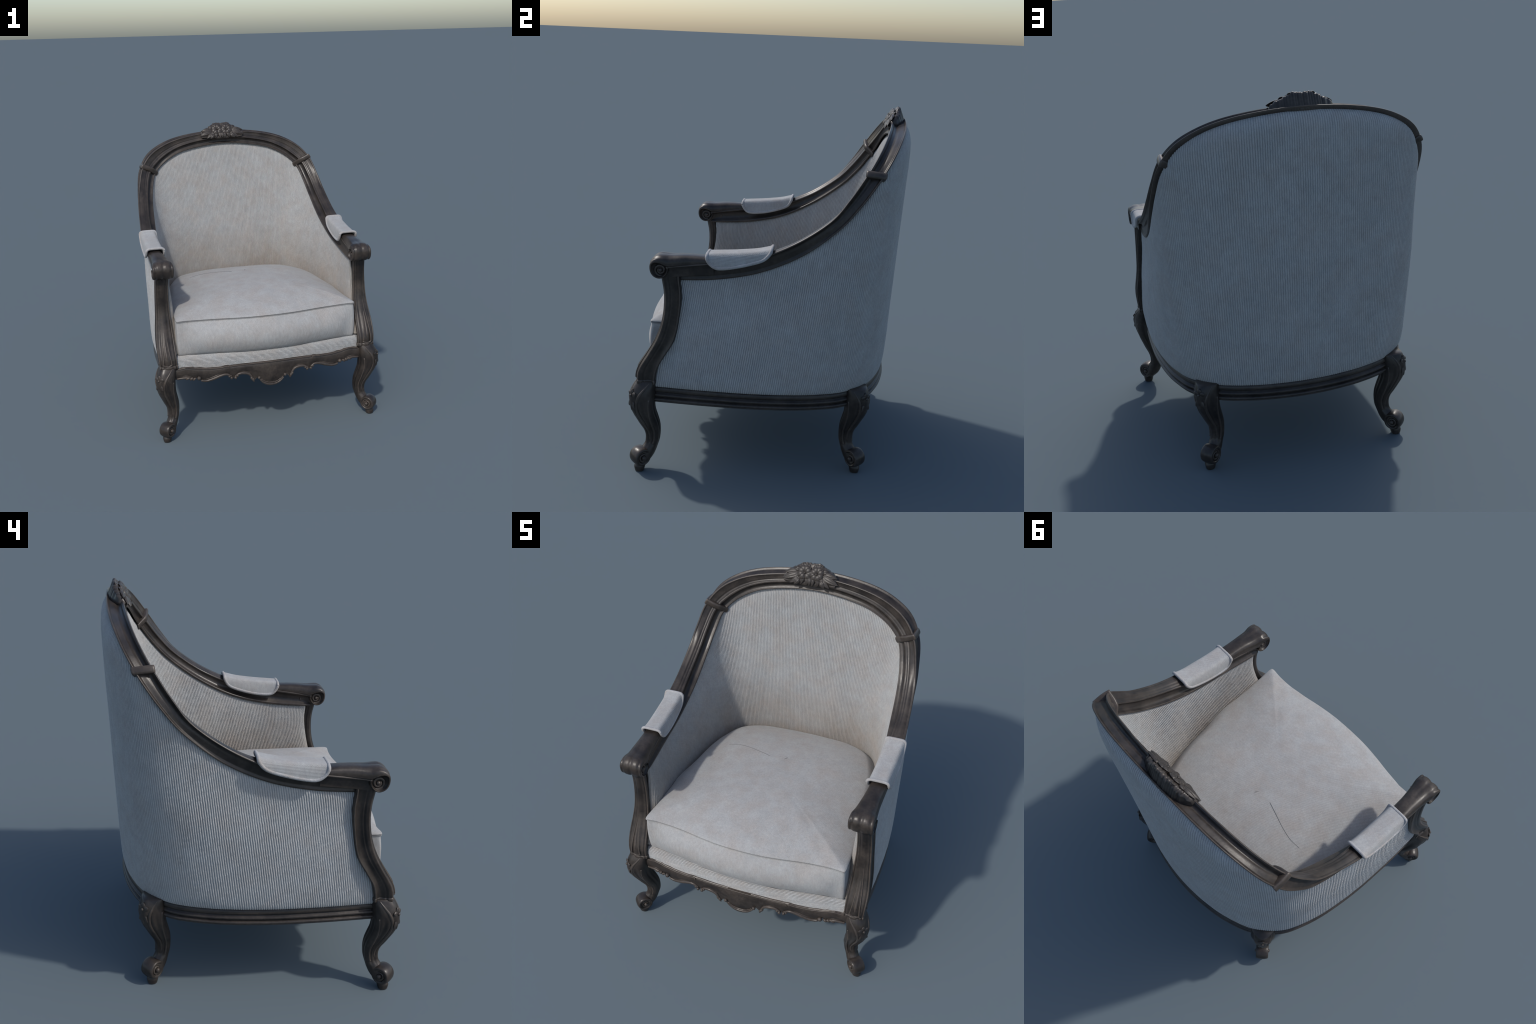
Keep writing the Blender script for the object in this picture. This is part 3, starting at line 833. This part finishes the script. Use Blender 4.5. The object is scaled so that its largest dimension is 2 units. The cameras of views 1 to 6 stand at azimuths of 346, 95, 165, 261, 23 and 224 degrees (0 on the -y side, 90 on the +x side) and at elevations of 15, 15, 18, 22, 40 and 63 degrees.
# stitched seam along the border
sb = Builder()
P = np.vstack([ring(.9965, .0025, SEAMZ - .001)]); P = np.vstack([P, P[:1]])
sb.tube(P, .0013, 6)
add_object('cushion_seam', sb.mesh('cushion_seam'), cushion, [SEAM])

def cushion_z(x, y):
    d = G[-56:].reshape(-1, 3); r2 = (d[:, 0] - x) ** 2 + (d[:, 1] - y) ** 2; k = np.argsort(r2)[:6]; w = 1 / (r2[k] + 1e-7)
    return (d[k, 2] * w).sum() / w.sum()
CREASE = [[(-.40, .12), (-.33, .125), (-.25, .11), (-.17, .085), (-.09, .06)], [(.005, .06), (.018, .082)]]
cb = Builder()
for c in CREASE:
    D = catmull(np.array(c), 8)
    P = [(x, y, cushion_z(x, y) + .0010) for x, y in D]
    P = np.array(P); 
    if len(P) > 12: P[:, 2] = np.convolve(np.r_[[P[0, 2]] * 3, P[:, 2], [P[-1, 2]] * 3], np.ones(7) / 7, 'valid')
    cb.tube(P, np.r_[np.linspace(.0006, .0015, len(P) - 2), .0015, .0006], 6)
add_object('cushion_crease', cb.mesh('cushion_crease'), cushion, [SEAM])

# ------------------------------------------------------------------ arm pads with piping
def arm_pad(side):
    ny, na = 40, 49
    Y = np.linspace(-.303, .026, ny)
    A = np.linspace(-1, 1, na)
    topz = lut([(-.305, 1.265), (-.25, 1.268), (-.15, 1.276), (-.05, 1.291), (.026, 1.313)])
    flap_o = lut([(-.305, 1.254), (-.295, 1.230), (-.27, 1.207), (-.24, 1.198), (-.177, 1.207), (-.09, 1.230), (-.026, 1.252), (.004, 1.272), (.026, 1.300)])
    flap_i = lut([(-.305, 1.254), (-.295, 1.230), (-.26, 1.199), (-.167, 1.203), (-.066, 1.228), (-.004, 1.254), (.019, 1.284), (.026, 1.300)])
    xo = lut([(-.305, .757), (-.2, .759), (-.1, .761), (.026, .760)])
    xi = lut([(-.305, .646), (-.2, .649), (-.1, .652), (.026, .658)])
    g = np.zeros((ny, na, 3))
    for i, y in enumerate(Y):
        c = .5 * (xo(y) + xi(y)) - .003; w = .5 * (xo(y) - xi(y)) + .006
        puff = .005 * math.sin(PI * i / (ny - 1)) ** .5
        for j, a in enumerate(A):
            fl = flap_o(y) if a > 0 else flap_i(y)
            zt = topz(y) + puff; zl = topz(y) - .085
            # a flat padded slab whose sides turn down into a hanging flap
            zt = topz(y) + puff
            th = abs(a) * PI / 2
            x = w * math.sin(th) ** .70
            z = fl + (zt - fl) * max(0., 1 - math.sin(th) ** 5) ** .75
            g[i, j] = (c + math.copysign(x, a), y, z)
    bb = Builder(); bb.grid(g)
    me = bb.mesh('arm_pad', (side, 1, 1))
    o = add_object('arm_pad', me, None, [PADM])
    md = o.modifiers.new('thick', 'SOLIDIFY'); md.thickness = .006; md.offset = 0
    # piping all round the border
    ring_ = np.vstack([g[0], g[1:, -1], g[-1, ::-1][1:], g[::-1, 0][1:-1]])
    ring_ = resample(np.vstack([ring_, ring_[:1]]), 240)
    for _ in range(3): ring_[1:-1] = (ring_[:-2] + ring_[1:-1] * 2 + ring_[2:]) / 4
    pb = Builder(); pb.tube(ring_, .0088, 10)
    add_object('pad_piping', pb.mesh('pad_piping', (side, 1, 1)), o, [PIPE])
for sd in (1, -1): arm_pad(sd)

# ------------------------------------------------------------------ carved crest: flowers and acanthus leaves
CX = -.014
crest_top = lut([(-.168, 1.917), (-.15, 1.940), (-.12, 1.956), (-.09, 1.970), (-.065, 1.984), (-.04, 1.992), (-.012, 1.990), (.012, 1.990), (.04, 1.994), (.065, 1.984), (.09, 1.968), (.12, 1.956), (.145, 1.940), (.160, 1.917)])
crest_low = lut([(-.168, 1.893), (-.15, 1.889), (-.08, 1.888), (-.04, 1.880), (0, 1.880), (.04, 1.880), (.08, 1.888), (.145, 1.889), (.160, 1.893)])
xs = np.linspace(-.166, .158, 150)
g = []
for x in xs:
    zt, zl = float(crest_top(x)), float(crest_low(x))
    edge = min(1, (.165 - abs(x)) / .03)
    sc = .005 * abs(math.sin(x * 92 + .6 * math.sin(x * 40))) ** .5 - .003 + .0015 * math.sin(x * 310)
    zt += sc
    yf = lambda z: .574 + (z - 1.885) * .58
    bk = .616 + .068 * max(0, 1 - (abs(x) / .172) ** 2.4) ** .8
    ybk = lambda z: bk - (z - 1.92) * .42
    rid = .0026 * math.sin(x * 150 + 1.5 * math.sin(x * 55)) + .0018 * math.sin(x * 470 + 1) * (abs(x) < .11)
    row = [(x, .60, zl)]
    for t in np.linspace(0, 1, 8): z = zl + (zt - zl) * t; row.append((x, yf(z) + .004, z))
    ytop = (yf(zt) + ybk(zt)) / 2
    row.append((x, ytop, zt + .002))
    for t in np.linspace(1, 0, 7): z = 1.912 + (zt - 1.912) * t; row.append((x, max(ybk(z), yf(zt) + .004) + rid * (.4 + .6 * t), z))
    row.append((x, min(.66, bk), 1.90))
    g.append([(CX + p[0], p[1], p[2]) for p in row])
b = Builder(); b.grid(np.array(g), cv=True, caps=True)
crest = add_object('crest_carving', b.mesh('crest_carving'), top_rail, [CARVED])

def lobe_mesh(name, fluted, point):
    """a domed petal along +x, base at the origin, lying in xy, relief along z (unit length)"""
    T, Q = np.meshgrid(np.linspace(0, 1, 22), np.linspace(-1, 1, 21), indexing='ij')
    w = .5 * np.sin(PI * np.clip(T, 0, 1) ** (1.0 if not point else .75)) ** (.55 if not point else .8)
    w = np.maximum(w, .02)
    notch = (0 if point else -.10 * np.exp(-(Q / .25) ** 2) * T ** 6)
    z = .30 * np.sqrt(np.clip(1 - Q ** 2, 0, 1)) * np.sin(PI * np.clip(T * .78 + .16, 0, 1)) - .05 * np.exp(-(Q / .16) ** 2)
    if fluted: z = z + .035 * np.cos(Q * 3.5 * PI) * np.sin(PI * T)
    z = z + .01 * T ** 2
    G = np.stack([T + notch, Q * w, z], -1)
    back = np.stack([T + notch, Q * w * .9, z * .2 - .12], -1)
    bb = Builder(); bb.grid(G); bb.grid(back[:, ::-1])
    return bb.mesh(name)
petal_me = lobe_mesh('petal', False, False); leaf_me = lobe_mesh('acanthus_leaf', True, True); small_me = lobe_mesh('leaf', False, True)
for m_ in (petal_me, leaf_me, small_me): m_.materials.append(CARVED)
from mathutils import Matrix, Vector
FN = np.array([0, -.865, .50])                                   # front face of the carving leans back
EX = np.array([1., 0, 0]); EU = np.cross(FN, EX) * 1.0
if EU[2] < 0: EU = -EU
def place_lobe(me, name, x, z, ang, ln, wd, hg, lift=0.0, tilt=0.0):
    y = .574 + (z - 1.885) * .58
    o = np.array([CX + x, y, z]) + FN * lift
    a = EX * math.cos(ang) + EU * math.sin(ang); c = np.cross(FN, a)
    n = FN
    if tilt: a, n = a * math.cos(tilt) + FN * math.sin(tilt), FN * math.cos(tilt) - a * math.sin(tilt)
    hg = hg * .68; o = o - FN * .0015
    M = Matrix([[a[k] * ln, c[k] * wd, n[k] * hg, o[k]] for k in range(3)] + [[0, 0, 0, 1]])
    ob = bpy.data.objects.new(name, me); bpy.context.scene.collection.objects.link(ob)
    ob.parent = crest; ob.matrix_world = M
    return ob
R_ = np.random.default_rng(4)
D2 = math.radians
for s in (1, -1):
    fl = (lambda a: a) if s > 0 else (lambda a: PI - a)
    # long acanthus leaves sweeping outwards and down
    place_lobe(leaf_me, 'acanthus_leaf', s * .070, 1.938, fl(D2(-20)), .112, .050, .06, .002)
    place_lobe(leaf_me, 'acanthus_leaf', s * .075, 1.950, fl(D2(-9)), .092, .040, .06, .000)
    place_lobe(leaf_me, 'acanthus_leaf', s * .060, 1.925, fl(D2(-36)), .080, .038, .05, .003)
    place_lobe(small_me, 'leaf', s * .066, 1.915, fl(D2(-55)), .050, .036, .05, .006)
    # flower head
    for k in range(4):
        place_lobe(petal_me, 'petal', s * (.037 + .002 * (k % 2)), 1.945, fl(D2(32 + 90 * k + R_.uniform(-14, 14))), .048 + R_.uniform(-.004, .005), .060, .062, .005 + .002 * (k % 2), D2(4))
    # petals behind the flower that make the scalloped top line
    for a, l in ((62, .060), (100, .056), (22, .060)):
        place_lobe(petal_me, 'petal', s * .034, 1.950, fl(D2(a)), l, .052, .055, -.006)
    place_lobe(petal_me, 'petal', s * .070, 1.952, fl(D2(25)), .040, .036, .05, .002)
    # lower leaves
    for x, a, l in ((.016, -88, .058), (.044, -80, .054), (.066, -70, .046)):
        place_lobe(small_me, 'leaf', s * x, 1.932, fl(D2(a)), l, .034, .05, .004)
place_lobe(petal_me, 'petal', 0, 1.930, D2(90), .040, .034, .05, .008)
place_lobe(small_me, 'leaf', 0, 1.925, D2(-90), .050, .030, .05, .009)
fb = Builder()
for s in (1, -1):
    z = 1.944; fb.ball(np.array([CX + s * .037, .574 + (z - 1.885) * .58, z]) + FN * .015, .0065, 10)
add_object('flower_centre', fb.mesh('flower_centre'), crest, [CARVED])
